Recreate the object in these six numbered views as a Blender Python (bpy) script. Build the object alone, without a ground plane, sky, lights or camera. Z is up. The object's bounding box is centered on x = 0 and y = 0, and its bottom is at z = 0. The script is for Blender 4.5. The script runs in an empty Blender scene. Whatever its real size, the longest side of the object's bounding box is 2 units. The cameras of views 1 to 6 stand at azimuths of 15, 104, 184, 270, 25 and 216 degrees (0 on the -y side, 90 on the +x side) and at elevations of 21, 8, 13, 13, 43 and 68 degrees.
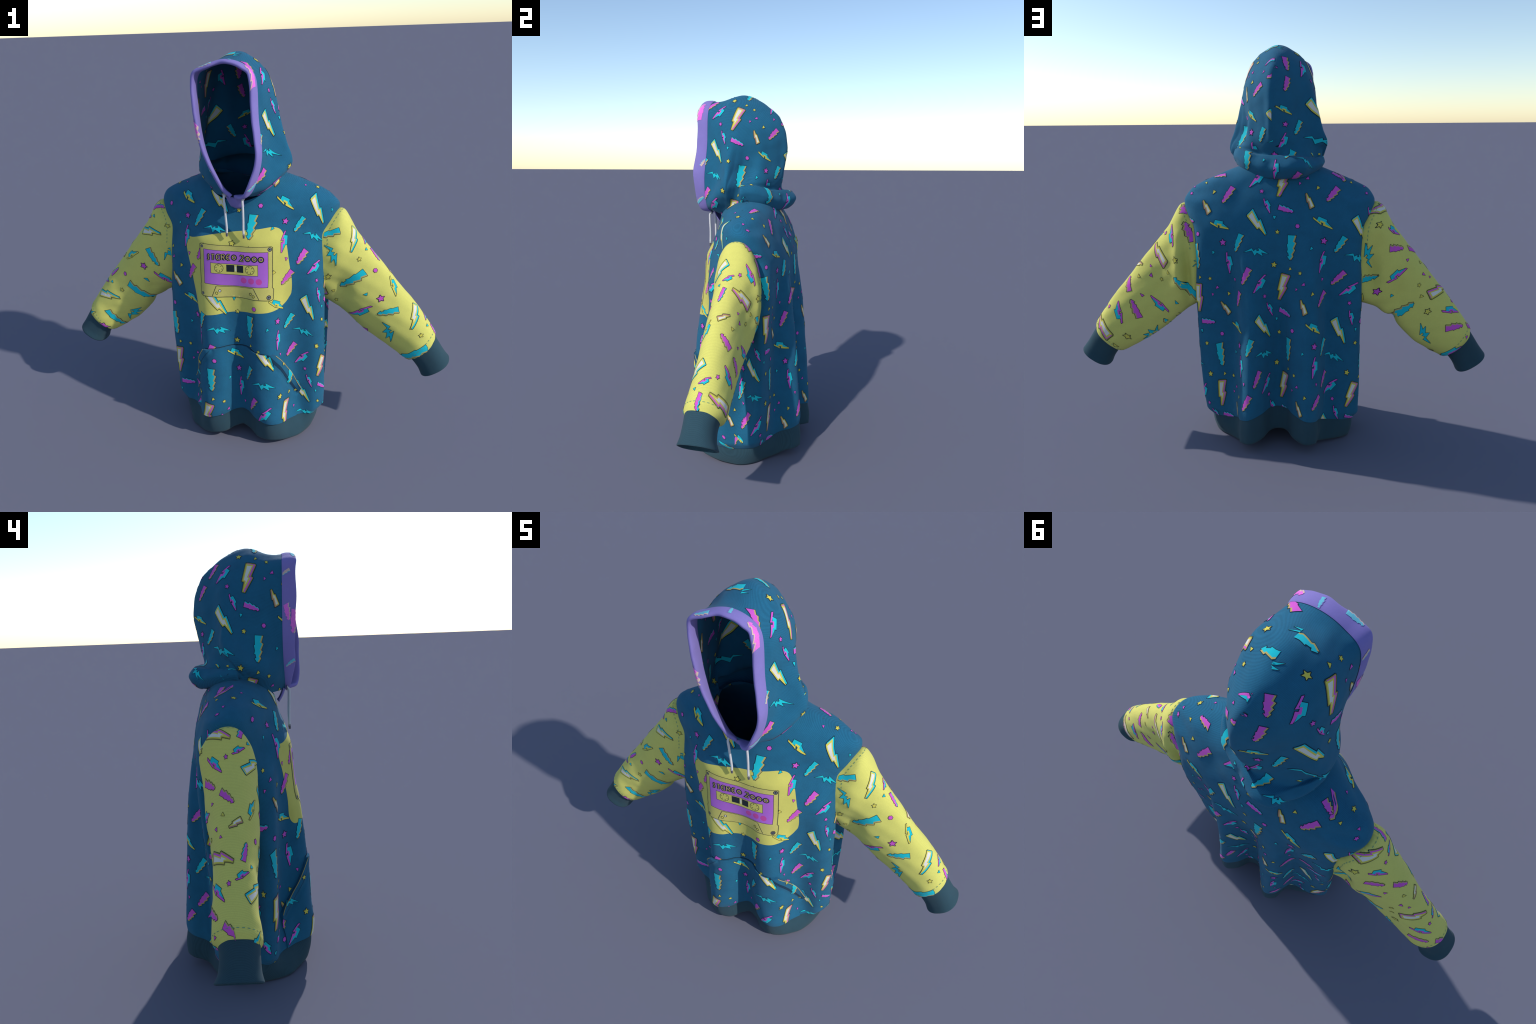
# Hooded sweatshirt with a lightning-bolt print, built from lofted cloth panels.
import bpy, bmesh, math, random
import numpy as np
from mathutils import Vector
from mathutils.bvhtree import BVHTree
from mathutils.geometry import delaunay_2d_cdt

random.seed(7)
np.random.seed(7)

# ------------------------------------------------------------------ helpers
def pchip(xs, ys, x):
    """Monotone-ish cubic through (xs, ys); ys may be 1-D or 2-D."""
    xs = np.asarray(xs, float); ys = np.asarray(ys, float); x = np.clip(np.asarray(x, float), xs[0], xs[-1])
    flat = ys.ndim == 1
    if flat: ys = ys[:, None]
    h = np.diff(xs)[:, None]; d = np.diff(ys, axis=0) / h
    m = np.zeros_like(ys)
    m[1:-1] = np.where(d[:-1] * d[1:] > 0, 2 * d[:-1] * d[1:] / (d[:-1] + d[1:] + 1e-30), 0)
    m[0] = d[0]; m[-1] = d[-1]
    k = np.clip(np.searchsorted(xs, x, side='right') - 1, 0, len(xs) - 2)
    t = ((x - xs[k]) / h[k, 0])[..., None]; hk = h[k]
    r = ((1 + 2 * t) * (1 - t) ** 2 * ys[k] + t * (1 - t) ** 2 * hk * m[k]
         + t * t * (3 - 2 * t) * ys[k + 1] + t * t * (t - 1) * hk * m[k + 1])
    return r[..., 0] if flat else r

def catmull(pts, n):
    """Resample a row of control points (axis 0) by a Catmull-Rom spline."""
    p = np.asarray(pts, float); k = len(p)
    q = np.concatenate([[2 * p[0] - p[1]], p, [2 * p[-1] - p[-2]]])
    u = np.linspace(0, k - 1, n); i = np.clip(u.astype(int), 0, k - 2); t = (u - i).reshape((-1,) + (1,) * (p.ndim - 1))
    a, b, c, d = q[i], q[i + 1], q[i + 2], q[i + 3]
    return 0.5 * (2 * b + (c - a) * t + (2 * a - 5 * b + 4 * c - d) * t ** 2 + (3 * b - a - 3 * c + d) * t ** 3)

def smooth(a, b, x):
    t = np.clip((x - a) / (b - a), 0, 1); return t * t * (3 - 2 * t)

def bump(P, centre, radius, push):
    """Soft local push of points P: a gaussian dent or swelling."""
    c = np.array(centre); r = np.broadcast_to(np.array(radius, float), (3,))
    w = np.exp(-(((P - c) / r) ** 2).sum(-1))
    return P + w[..., None] * np.array(push)

def grid_faces(rows, cols, closed=False, flip=False):
    f = []
    for i in range(rows - 1):
        for j in range(cols if closed else cols - 1):
            a, b = i * cols + j, i * cols + (j + 1) % cols
            c, d = b + cols, a + cols
            f.append((a, d, c, b) if flip else (a, b, c, d))
    return f

def new_object(name, verts, faces, mats, parent=None, smooth_shade=True, mat_idx=None, shell=0.0):
    me = bpy.data.meshes.new(name)
    me.from_pydata([tuple(map(float, v)) for v in verts], [], [tuple(int(i) for i in f) for f in faces])
    for m in (mats if isinstance(mats, (list, tuple)) else [mats]): me.materials.append(m)
    if mat_idx is not None: me.polygons.foreach_set('material_index', [int(i) for i in mat_idx])
    if smooth_shade: me.polygons.foreach_set('use_smooth', [True] * len(me.polygons))
    me.validate(); me.update()
    ob = bpy.data.objects.new(name, me); bpy.context.scene.collection.objects.link(ob)
    if parent: ob.parent = parent
    if shell:
        md = ob.modifiers.new('cloth', 'SOLIDIFY'); md.thickness = shell; md.offset = -1; md.use_even_offset = False
    return ob

# ------------------------------------------------------------------ torso shape
NC = 288                                   # columns round the body (0 = front centre, towards +x)
PHI = np.linspace(0, 2 * np.pi, NC, endpoint=False)
# half cross-sections of the draped cloth, front centre -> side -> back centre (x, y), with the height of the
# section at the side, front and back
SECTIONS = [
    ((.100, .160, .200), [(0, -.212), (.045, -.232), (.09, -.275), (.15, -.298), (.20, -.272), (.238, -.205), (.285, -.145), (.340, -.118), (.362, -.05), (.356, .02), (.332, .095), (.287, .133), (.222, .165), (.196, .20), (.175, .262), (.13, .292), (.075, .252), (.04, .202), (0, .188)]),
    ((.140, .190, .228), [(0, -.213), (.045, -.234), (.09, -.282), (.15, -.302), (.20, -.272), (.236, -.20), (.28, -.142), (.355, -.122), (.390, -.05), (.376, .03), (.362, .105), (.313, .138), (.228, .165), (.202, .20), (.18, .264), (.13, .296), (.075, .252), (.04, .200), (0, .182)]),
    ((.330, .340, .350), [(0, -.216), (.04, -.235), (.085, -.280), (.15, -.288), (.20, -.262), (.228, -.19), (.265, -.142), (.358, -.128), (.396, -.064), (.342, .035), (.380, .12), (.34, .150), (.235, .165), (.200, .189), (.169, .253), (.126, .285), (.075, .248), (.04, .195), (0, .172)]),
    ((.560, .560, .560), [(0, -.228), (.045, -.238), (.095, -.270), (.15, -.275), (.19, -.240), (.215, -.185), (.265, -.150), (.362, -.128), (.394, -.066), (.334, .038), (.386, .13), (.345, .160), (.235, .165), (.195, .183), (.165, .240), (.120, .269), (.07, .238), (.035, .197), (0, .177)]),
    ((.740, .740, .740), [(0, -.230), (.05, -.237), (.10, -.256), (.15, -.252), (.192, -.222), (.220, -.180), (.268, -.152), (.357, -.128), (.392, -.062), (.350, .04), (.390, .14), (.352, .175), (.24, .170), (.196, .184), (.161, .233), (.115, .253), (.072, .228), (.035, .198), (0, .186)]),
    ((.900, .900, .900), [(0, -.229), (.05, -.231), (.10, -.232), (.15, -.224), (.195, -.200), (.230, -.178), (.27, -.155), (.345, -.125), (.385, -.06), (.395, .04), (.385, .14), (.355, .183), (.25, .184), (.205, .191), (.16, .232), (.115, .236), (.075, .224), (.035, .212), (0, .207)]),
    ((1.060, 1.050, 1.060), [(0, -.216), (.05, -.218), (.10, -.217), (.15, -.208), (.19, -.188), (.225, -.163), (.265, -.131), (.335, -.078), (.386, -.03), (.402, .05), (.392, .13), (.352, .172), (.27, .190), (.21, .199), (.15, .207), (.10, .210), (.07, .211), (.035, .212), (0, .212)]),
    ((1.130, 1.105, 1.125), [(0, -.202), (.05, -.202), (.10, -.195), (.15, -.180), (.19, -.158), (.228, -.135), (.280, -.107), (.352, -.063), (.414, -.016), (.436, .05), (.425, .105), (.385, .145), (.30, .170), (.23, .184), (.17, .191), (.12, .194), (.08, .200), (.04, .203), (0, .205)]),
    ((1.182, 1.140, 1.165), [(0, -.188), (.05, -.187), (.10, -.179), (.15, -.163), (.20, -.140), (.25, -.110), (.302, -.088), (.364, -.053), (.422, -.006), (.444, .05), (.430, .10), (.38, .135), (.30, .155), (.23, .168), (.17, .175), (.12, .182), (.08, .188), (.04, .192), (0, .194)]),
    ((1.228, 1.172, 1.200), [(0, -.175), (.05, -.174), (.095, -.167), (.14, -.154), (.185, -.136), (.235, -.112), (.285, -.085), (.350, -.050), (.402, -.005), (.420, .036), (.398, .076), (.348, .110), (.28, .139), (.22, .152), (.165, .160), (.118, .171), (.078, .179), (.04, .184), (0, .186)]),
    ((1.262, 1.198, 1.228), [(0, -.167), (.045, -.166), (.09, -.159), (.132, -.146), (.17, -.126), (.212, -.100), (.26, -.070), (.312, -.035), (.352, .002), (.366, .04), (.350, .078), (.31, .106), (.252, .127), (.20, .140), (.155, .149), (.112, .160), (.075, .168), (.04, .173), (0, .175)]),
    ((1.306, 1.222, 1.258), [(0, -.162), (.04, -.161), (.08, -.154), (.118, -.142), (.152, -.124), (.186, -.100), (.218, -.070), (.246, -.036), (.262, 0), (.266, .03), (.256, .062), (.232, .090), (.196, .112), (.162, .128), (.13, .138), (.098, .147), (.066, .154), (.034, .160), (0, .162)]),
    ((1.340, 1.240, 1.284), [(0, -.160), (.034, -.159), (.068, -.153), (.10, -.141), (.126, -.123), (.148, -.099), (.164, -.068), (.174, -.034), (.178, 0), (.177, .026), (.170, .052), (.157, .078), (.139, .100), (.118, .117), (.096, .129), (.072, .137), (.048, .141), (.024, .143), (0, .143)])]
NP = len(SECTIONS[0][1])
def full_ring(half, left_scale=.96, left=None):
    """Mirror a half section; the left front lobe sits a little nearer the middle."""
    h = np.array(half); m = h[-2:0:-1].copy(); m[:, 0] *= -1
    front = (m[:, 1] < -.1) & (m[:, 0] > -.27); m[front, 0] *= left_scale
    for i, xy in (left or {}).items(): m[len(m) - i] = (-xy[0], xy[1])       # points of the left side that differ
    return np.concatenate([h, m])
def closed_spline(ring, n):
    k = len(ring); q = np.concatenate([ring[-2:], ring, ring[:3]])
    u = np.arange(n) * k / n; i = u.astype(int); t = (u - i)[:, None]; i = i + 2
    a, b, c, d = q[i - 1], q[i], q[i + 1], q[i + 2]
    return 0.5 * (2 * b + (c - a) * t + (2 * a - 5 * b + 4 * c - d) * t ** 2 + (3 * b - a - 3 * c + d) * t ** 3)
def section_ring(zs, half, left=None):
    r = closed_spline(full_ring(half, float(np.interp(zs[0], [.6, .75, .9, 1.06, 1.16, 1.2], [.96, 1.02, 1.04, 1.07, 1.05, 1.0])), left), NC)
    c = np.cos(PHI)
    z = zs[0] + np.where(c >= 0, zs[1] - zs[0], zs[2] - zs[0]) * c * c
    return np.concatenate([r, z[:, None]], 1)
# on the left a deep fold runs from the hem up to the armpit, in front of the side seam
LEFT_FOLD = {0: {8: (.362, -.075), 9: (.328, -.005), 10: (.364, .088), 11: (.315, .142)}, 1: {8: (.384, -.078), 9: (.325, -.010), 10: (.388, .098), 11: (.330, .150)},
             2: {8: (.386, -.080), 9: (.300, -.020), 10: (.388, .095), 13: (.212, .196), 14: (.184, .264), 15: (.134, .286)}, 3: {8: (.388, -.080), 9: (.312, -.008), 10: (.386, .110), 13: (.208, .192), 14: (.180, .252), 15: (.128, .271)}, 4: {9: (.350, .010), 13: (.208, .190), 14: (.176, .244), 15: (.122, .257)}}
KEY_RINGS = np.stack([section_ring(*s, LEFT_FOLD.get(i)) for i, s in enumerate(SECTIONS)])
kpos = np.concatenate([[0], np.cumsum([np.linalg.norm(np.diff(KEY_RINGS[i:i + 2], axis=0)[0], axis=1).mean() for i in range(len(KEY_RINGS) - 1)])])
NR = 190
TORSO = pchip(kpos, KEY_RINGS.reshape(len(kpos), -1), np.linspace(0, kpos[-1], NR)).reshape(NR, NC, 3)
NECK = TORSO[-1]

# hem band: drops from the seam to the bottom edge
HEM_Z = [(0, .060), (15, .040), (30, .030), (60, .015), (90, 0), (120, .015), (140, .045), (155, .055), (180, .082),
         (205, .060), (220, .048), (240, .020), (270, 0), (300, .005), (330, .030), (345, .042), (360, .060)]
ha, hz = zip(*HEM_Z)
hang = np.degrees(PHI)
HEM_SECTION = [(0, -.215), (.045, -.232), (.09, -.27), (.15, -.280), (.20, -.262), (.245, -.228), (.29, -.18), (.325, -.10), (.334, -.03), (.330, .03), (.300, .086), (.251, .132), (.202, .185), (.187, .215), (.177, .268), (.13, .296), (.075, .256), (.04, .20), (0, .188)]
hem_low = np.concatenate([closed_spline(full_ring(HEM_SECTION, .96, {9: (.332, .005), 10: (.342, .088), 11: (.288, .140)}), NC), pchip(ha, hz, hang)[:, None]], 1)
hem_top = TORSO[0] * np.array([.985, .985, 1]) + np.array([0, 0, .004])
NH = 14
HEM = np.stack([hem_top + (hem_low - hem_top) * t + np.stack([np.cos(PHI) * 0, np.cos(PHI) * 0, 0 * PHI], -1) for t in np.linspace(0, 1, NH)])
for i, t in enumerate(np.linspace(0, 1, NH)):
    HEM[i, :, :2] *= 1 + .02 * math.sin(math.pi * t)

# ------------------------------------------------------------------ sleeves
# stations: top x, top z, bottom x, bottom z, front y, back y, roundness
SLEEVE_KEYS = np.array([
    [0.360, 1.130, 0.320, 0.715, -0.062, 0.140, 2.2],
    [0.450, 1.168, 0.410, 0.674, -0.066, 0.152, 2.2],
    [0.540, 1.048, 0.480, 0.628, -0.054, 0.140, 2.1],
    [0.645, 0.924, 0.572, 0.552, -0.050, 0.118, 2.1],
    [0.745, 0.800, 0.656, 0.496, -0.048, 0.114, 2.1],
    [0.846, 0.674, 0.732, 0.450, -0.050, 0.116, 2.1],
    [0.905, 0.590, 0.778, 0.424, -0.060, 0.118, 2.1],
    [0.923, 0.560, 0.794, 0.416, -0.060, 0.113, 2.2],
    [0.924, 0.542, 0.802, 0.422, -0.055, 0.102, 2.3]])
LEFT_UNDERARM = {1: (.405, .692), 2: (.495, .656), 3: (.575, .570)}       # the left underarm is hitched up
CUFF_KEYS = np.array([
    [0.924, 0.542, 0.808, 0.430, -0.050, 0.096, 2.4],
    [0.948, 0.505, 0.832, 0.403, -0.049, 0.092, 2.4],
    [0.974, 0.464, 0.854, 0.371, -0.051, 0.096, 2.4],
    [0.999, 0.430, 0.868, 0.340, -0.060, 0.112, 2.4]])
NS = 160
SPH = np.linspace(0, 2 * np.pi, NS, endpoint=False)     # 0 = top of the sleeve, towards the front

def tube_rows(keys, n, side):
    pos = np.concatenate([[0], np.cumsum(np.linalg.norm(np.diff(keys[:, :2] + keys[:, 2:4], axis=0), axis=1))])
    K = pchip(pos, keys, np.linspace(0, pos[-1], n))
    out = []
    for tx, tz, bx, bz, yf, yb, m in K:
        c, s = np.cos(SPH), np.sin(SPH)
        r = (np.abs(c) ** m + np.abs(s) ** m) ** (-1 / m)
        a, b = r * c, r * s
        cy = (yf + yb) / 2
        x = (tx + bx) / 2 + a * (tx - bx) / 2
        z = (tz + bz) / 2 + a * (tz - bz) / 2
        y = cy - b * (yb - yf) / 2 + .022 * np.maximum(0, -a) ** 2 * min(1, max(0, (.93 - tx) / .2))
        out.append(np.stack([side * x, y, z], -1))
    return np.stack(out)
LEFT_KEYS = SLEEVE_KEYS.copy()
for i, b in LEFT_UNDERARM.items(): LEFT_KEYS[i, 2:4] = b
LEFT_KEYS[1, :2] = (.454, 1.173); LEFT_KEYS[1, 5] = .158; LEFT_KEYS[2, :2] = (.545, 1.052); LEFT_KEYS[3, :2] = (.648, .928)
LEFT_KEYS[2, 4:6] = (-.066, .142); LEFT_KEYS[3, 4:6] = (-.060, .124)
SLEEVE = {1: tube_rows(SLEEVE_KEYS, 96, 1), -1: tube_rows(LEFT_KEYS, 96, -1)}
# armpit folds
SLEEVE[1] = bump(SLEEVE[1], (.475, .15, .90), (.025, .05, .14), (0, .014, 0))
SLEEVE[1] = bump(SLEEVE[1], (.43, .14, .84), (.022, .06, .12), (0, -.035, 0))
SLEEVE[1] = bump(SLEEVE[1], (.56, .12, .80), (.05, .05, .10), (0, -.012, 0))
SLEEVE[1] = bump(SLEEVE[1], (.465, -.06, .80), (.05, .05, .08), (0, .022, 0))
SLEEVE[-1] = bump(SLEEVE[-1], (-.47, .14, 1.07), (.07, .06, .08), (0, .020, 0))
SLEEVE[-1] = bump(SLEEVE[-1], (-.435, .15, .84), (.04, .08, .10), (0, -.042, 0))
SLEEVE[-1] = bump(SLEEVE[-1], (-.545, .06, .61), (.022, .09, .035), (0, 0, .022))
SLEEVE[-1] = bump(SLEEVE[-1], (-.50, .10, .655), (.03, .06, .03), (0, .008, -.012))
SLEEVE[-1] = bump(SLEEVE[-1], (-.56, .13, .75), (.03, .05, .08), (0, -.012, 0))
SLEEVE[-1] = bump(SLEEVE[-1], (-.52, -.06, .70), (.03, .04, .05), (0, .014, .006))
CUFF = {s: tube_rows(CUFF_KEYS, 24, s) for s in (1, -1)}

for k in (1, -1):                                          # tuck the sleeve end under the cuff
    ring = CUFF[k][2]; SLEEVE[k] = np.concatenate([SLEEVE[k], (ring.mean(0) + (ring - ring.mean(0)) * .97)[None]])

# ------------------------------------------------------------------ hood
# hoops from the face opening over the crown to the back of the neck; each runs centre -> side -> neckline
HOOPS = [
    (6, [(0, -.205, 1.850), (.075, -.206, 1.828), (.118, -.208, 1.775), (.125, -.212, 1.62), (.137, -.225, 1.45), (.090, -.228, 1.305)]),
    (30, [(0, -.150, 1.852), (.075, -.150, 1.836), (.135, -.150, 1.770), (.152, -.142, 1.63), (.154, -.150, 1.45), (.166, -.180, 1.33)]),
    (48, [(0, -.050, 1.880), (.080, -.060, 1.846), (.142, -.070, 1.778), (.178, -.072, 1.64), (.212, -.080, 1.51), (.236, -.090, 1.400)]),
    (55, [(.005, .040, 1.850), (.080, .030, 1.808), (.135, .010, 1.745), (.166, -.022, 1.64), (.186, -.045, 1.50), (.236, -.068, 1.402)]),
    (60, [(.010, .115, 1.800), (.070, .096, 1.766), (.130, .060, 1.700), (.152, .012, 1.60), (.152, -.015, 1.51), (.214, -.048, 1.408)]),
    (64, [(.020, .170, 1.728), (.068, .150, 1.687), (.125, .082, 1.635), (.138, .050, 1.565), (.142, .018, 1.48), (.198, -.032, 1.412)]),
    (68, [(.020, .190, 1.612), (.060, .158, 1.587), (.108, .106, 1.550), (.138, .078, 1.505), (.158, .040, 1.45), (.190, -.015, 1.415)]),
    (71, [(.020, .172, 1.480), (.052, .155, 1.465), (.098, .120, 1.450), (.135, .090, 1.44), (.166, .050, 1.432), (.195, -.010, 1.420)]),
    (74, [(.000, .150, 1.397), (.050, .134, 1.398), (.095, .105, 1.400), (.135, .085, 1.41), (.172, .050, 1.418), (.203, -.010, 1.412)]),
    (77, [(0, .174, 1.390), (.060, .148, 1.390), (.110, .130, 1.395), (.150, .100, 1.405), (.186, .055, 1.412), (.210, -.008, 1.402)]),
    (80, [(0, .198, 1.345), (.062, .168, 1.345), (.120, .138, 1.352), (.162, .110, 1.365), (.195, .055, 1.378), (.214, -.005, 1.372)]),
    (83, [(0, .170, 1.298), (.055, .150, 1.302), (.105, .124, 1.310), (.145, .096, 1.320), (.175, .055, 1.335), (.190, .000, 1.338)])]
# the hood is not symmetric: its left side is fuller at the back and the neck roll sags there
LEFT_HOOPS = {
    0: [(.080, -.205, 1.832), (.143, -.200, 1.785), (.147, -.197, 1.62), (.122, -.197, 1.46), (.060, -.205, 1.325)],
    1: [(.075, -.150, 1.836), (.138, -.150, 1.775), (.155, -.142, 1.63), (.150, -.148, 1.46), (.135, -.160, 1.34)],
    2: [(.080, -.060, 1.846), (.140, -.070, 1.778), (.170, -.070, 1.64), (.178, -.085, 1.47), (.188, -.100, 1.36)],
    3: [(.080, .035, 1.808), (.138, .020, 1.745), (.164, -.005, 1.66), (.184, -.020, 1.50), (.208, -.045, 1.39)],
    4: [(.060, .088, 1.775), (.128, .065, 1.710), (.170, .045, 1.62), (.198, .032, 1.52), (.220, .005, 1.42)],
    5: [(.050, .142, 1.687), (.110, .090, 1.645), (.170, .065, 1.58), (.202, .060, 1.50), (.222, .035, 1.425)],
    6: [(.050, .145, 1.590), (.100, .102, 1.555), (.150, .078, 1.51), (.190, .068, 1.455), (.216, .035, 1.42)],
    7: [(.050, .148, 1.465), (.102, .116, 1.450), (.144, .090, 1.435), (.174, .062, 1.42), (.203, .025, 1.405)],
    8: [(.050, .150, 1.398), (.102, .135, 1.390), (.144, .108, 1.384), (.170, .062, 1.38), (.200, .020, 1.38)],
    9: [(.060, .194, 1.385), (.115, .182, 1.380), (.155, .120, 1.378), (.188, .070, 1.378), (.208, .010, 1.372)],
    10: [(.065, .219, 1.343), (.125, .206, 1.342), (.170, .140, 1.345), (.200, .080, 1.350), (.212, .010, 1.350)],
    11: [(.055, .182, 1.296), (.110, .164, 1.298), (.150, .110, 1.308), (.180, .065, 1.318), (.192, .005, 1.328)]}
def neck_point(deg):
    f = (deg / 360 * NC) % NC; i = int(f); t = f - i
    return NECK[i] * (1 - t) + NECK[(i + 1) % NC] * t
def hood_surface(nu=170, nv=141):
    rows = []
    for k, (deg, pts) in enumerate(HOOPS):
        right = np.array(list(pts) + [neck_point(deg)])
        left = np.array(list(LEFT_HOOPS.get(k, pts[1:])) + [(0, 0, 0)]) * np.array([-1, 1, 1])
        left[-1] = neck_point(-deg)
        if k == 0: right[-1] = (.014, -.208, 1.272); left[-1] = (-.012, -.208, 1.274)      # the throat stands off the neck
        rows.append(catmull(np.concatenate([left[::-1], right]), nv))
    rows.append(catmull(np.stack([neck_point(d) for d in (-86, -105, -120, -135, -150, -165, 180, 165, 150, 135, 120, 105, 86)]), nv))
    return catmull(np.stack(rows), nu)                        # columns: -x neckline .. crown .. +x neckline
HOOD = hood_surface()

def drape(P, amp, scale, seed):
    """A few millimetres of soft wrinkling, from overlapping waves."""
    rng = np.random.RandomState(seed); d = np.zeros(P.shape[:-1])
    for k in range(7):
        w = rng.normal(size=3) * scale * (1 + .35 * k); d += np.sin(P @ w + rng.uniform(0, 6.28)) / (1 + .5 * k)
    n = np.cross(np.gradient(P, axis=1), np.gradient(P, axis=0)); n /= np.linalg.norm(n, axis=-1, keepdims=True) + 1e-9
    edge = np.ones(P.shape[0]); m = min(8, P.shape[0] // 4); edge[:m] = np.linspace(0, 1, m); edge[-m:] = np.linspace(1, 0, m)
    return P + n * (d * amp * edge[:, None])[..., None]
TORSO = drape(TORSO, .0010, 14, 3)
SLEEVE = {k: drape(v, .0014, 18, 5 + k) for k, v in SLEEVE.items()}
for c, r, push in (((.035, .19, 1.355), .026, (0, -.012, 0)), ((-.155, .17, 1.355), .028, (.006, -.010, 0)), ((.10, .15, 1.40), .030, (0, -.010, -.006)),
                   ((-.03, .10, 1.80), .040, (0, -.004, -.007)), ((.03, .15, 1.73), .030, (0, -.006, 0)), ((-.06, .16, 1.43), .030, (0, -.010, 0))):
    HOOD = bump(HOOD, c, r, push)                          # tucks in the neck roll and along the back seam
HOOD = drape(HOOD, .0012, 20, 9)
# ------------------------------------------------------------------ cloth panels: flat (s, t) coordinates for printing
class Panel:
    """A piece of cloth: surface points plus their flat pattern coordinates, both on the same grid."""
    def __init__(self, P, st, keep=None):
        self.rows, self.cols = P.shape[:2]
        self.P = P.reshape(-1, 3); self.st = st.reshape(-1, 2)
        quads = grid_faces(self.rows, self.cols)
        tris = []
        k = None if keep is None else keep.reshape(-1)
        for a, b, c, d in quads:
            if k is not None and not (k[a] and k[b] and k[c] and k[d]): continue
            if np.ptp(self.st[[a, b, c, d]], axis=0).max() > .07: continue          # a seam: the cloth is cut here
            tris += [(a, b, c), (a, c, d)]
        self.tris = np.array(tris)
        du = np.zeros_like(P); dv = np.zeros_like(P)
        du[:, 1:-1] = P[:, 2:] - P[:, :-2]; du[:, 0] = P[:, 1] - P[:, 0]; du[:, -1] = P[:, -1] - P[:, -2]
        dv[1:-1] = P[2:] - P[:-2]; dv[0] = P[1] - P[0]; dv[-1] = P[-1] - P[-2]
        n = np.cross(du, dv); self.N = (n / (np.linalg.norm(n, axis=-1, keepdims=True) + 1e-12)).reshape(-1, 3)
        # orient the normals so that (s, t, N) is right handed: print reads the right way round
        a, b, c = (self.tris[:, i] for i in range(3))
        e1, e2 = self.st[b] - self.st[a], self.st[c] - self.st[a]
        area = e1[:, 0] * e2[:, 1] - e1[:, 1] * e2[:, 0]
        self.handed = np.sign(np.median(area))
        self.N *= self.handed
        self.flat = BVHTree.FromPolygons([(x, y, 0.0) for x, y in self.st], [tuple(map(int, t)) for t in self.tris])
        self.solid = BVHTree.FromPolygons([tuple(p) for p in self.P], [tuple(map(int, t)) for t in self.tris])
    def bary(self, ti, p, pts):
        a, b, c = pts[self.tris[ti]]
        v0, v1, v2 = b - a, c - a, p - a
        d00, d01, d11, d20, d21 = v0 @ v0, v0 @ v1, v1 @ v1, v2 @ v0, v2 @ v1
        den = d00 * d11 - d01 * d01
        if abs(den) < 1e-18: return np.array([1 / 3] * 3)
        v = (d11 * d20 - d01 * d21) / den; w = (d00 * d21 - d01 * d20) / den
        return np.array([1 - v - w, v, w])
    def lift(self, s, t, off):
        """Surface point above flat position (s, t), or None off the panel."""
        h = self.flat.ray_cast(Vector((s, t, 1)), Vector((0, 0, -1)))
        if h[0] is None: return None
        w = self.bary(h[2], np.array([s, t]), self.st)
        tri = self.tris[h[2]]
        n = w @ self.N[tri]; n = n / (np.linalg.norm(n) + 1e-12)
        return w @ self.P[tri] + n * off
    def flat_of(self, p):
        loc, nor, ti, dist = self.solid.find_nearest(Vector(p))
        w = self.bary(ti, np.array(loc), self.P)
        return w @ self.st[self.tris[ti]], dist

def arc(a):                                # running length along axis 1
    d = np.linalg.norm(np.diff(a, axis=1), axis=2)
    return np.concatenate([np.zeros((len(a), 1)), np.cumsum(d, 1)], 1)

def torso_panel(back):
    q = NC // 4
    j0 = NC // 2 if back else 0
    cols = (j0 + np.arange(-q - 2, q + 3)) % NC          # runs towards +x for the front, -x for the back
    P = TORSO[:, cols]
    mid = q + 2
    s = arc(P); s = s - s[:, mid:mid + 1]
    r0 = int(np.argmin(np.abs(P[:, mid, 2] - 1.05)))
    k = P[r0:, :, 0] / np.where(np.abs(P[r0:r0 + 1, :, 0]) < .02, 1, P[r0:r0 + 1, :, 0])
    k[:, np.abs(P[r0, :, 0]) < .02] = 1
    s[r0:] = s[r0:r0 + 1] * k
    Q = P.copy(); Q[r0:, :, 0] = P[r0:r0 + 1, :, 0]         # above the armholes measure up the slope only
    down = arc(Q.transpose(1, 0, 2)).T
    t = down - down[r0:r0 + 1] + 1.05
    return Panel(P, np.stack([s, t], -1))
FRONT, BACK = torso_panel(False), torso_panel(True)

torso_bvh = BVHTree.FromPolygons([tuple(p) for p in TORSO.reshape(-1, 3)], grid_faces(NR, NC, True))
def armhole_rows(side):
    """First row of each sleeve column that lies outside the body: the armhole seam."""
    G = SLEEVE[side]; first = []
    for j in range(NS):
        r = 0
        for r in range(2, 60):
            p = Vector(G[r, j]); loc, nor, _, dist = torso_bvh.find_nearest(p)
            if (p - loc).dot(Vector(nor)) > 0.001: break
        first.append(r)
    f = np.array(first, float)
    f = np.array([np.median([f[(j + d) % NS] for d in range(-5, 6)]) for j in range(NS)])
    return np.array([np.mean([f[(j + d) % NS] for d in range(-3, 4)]) for j in range(NS)])
ARMHOLE = {k: armhole_rows(k) for k in (1, -1)}

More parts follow.
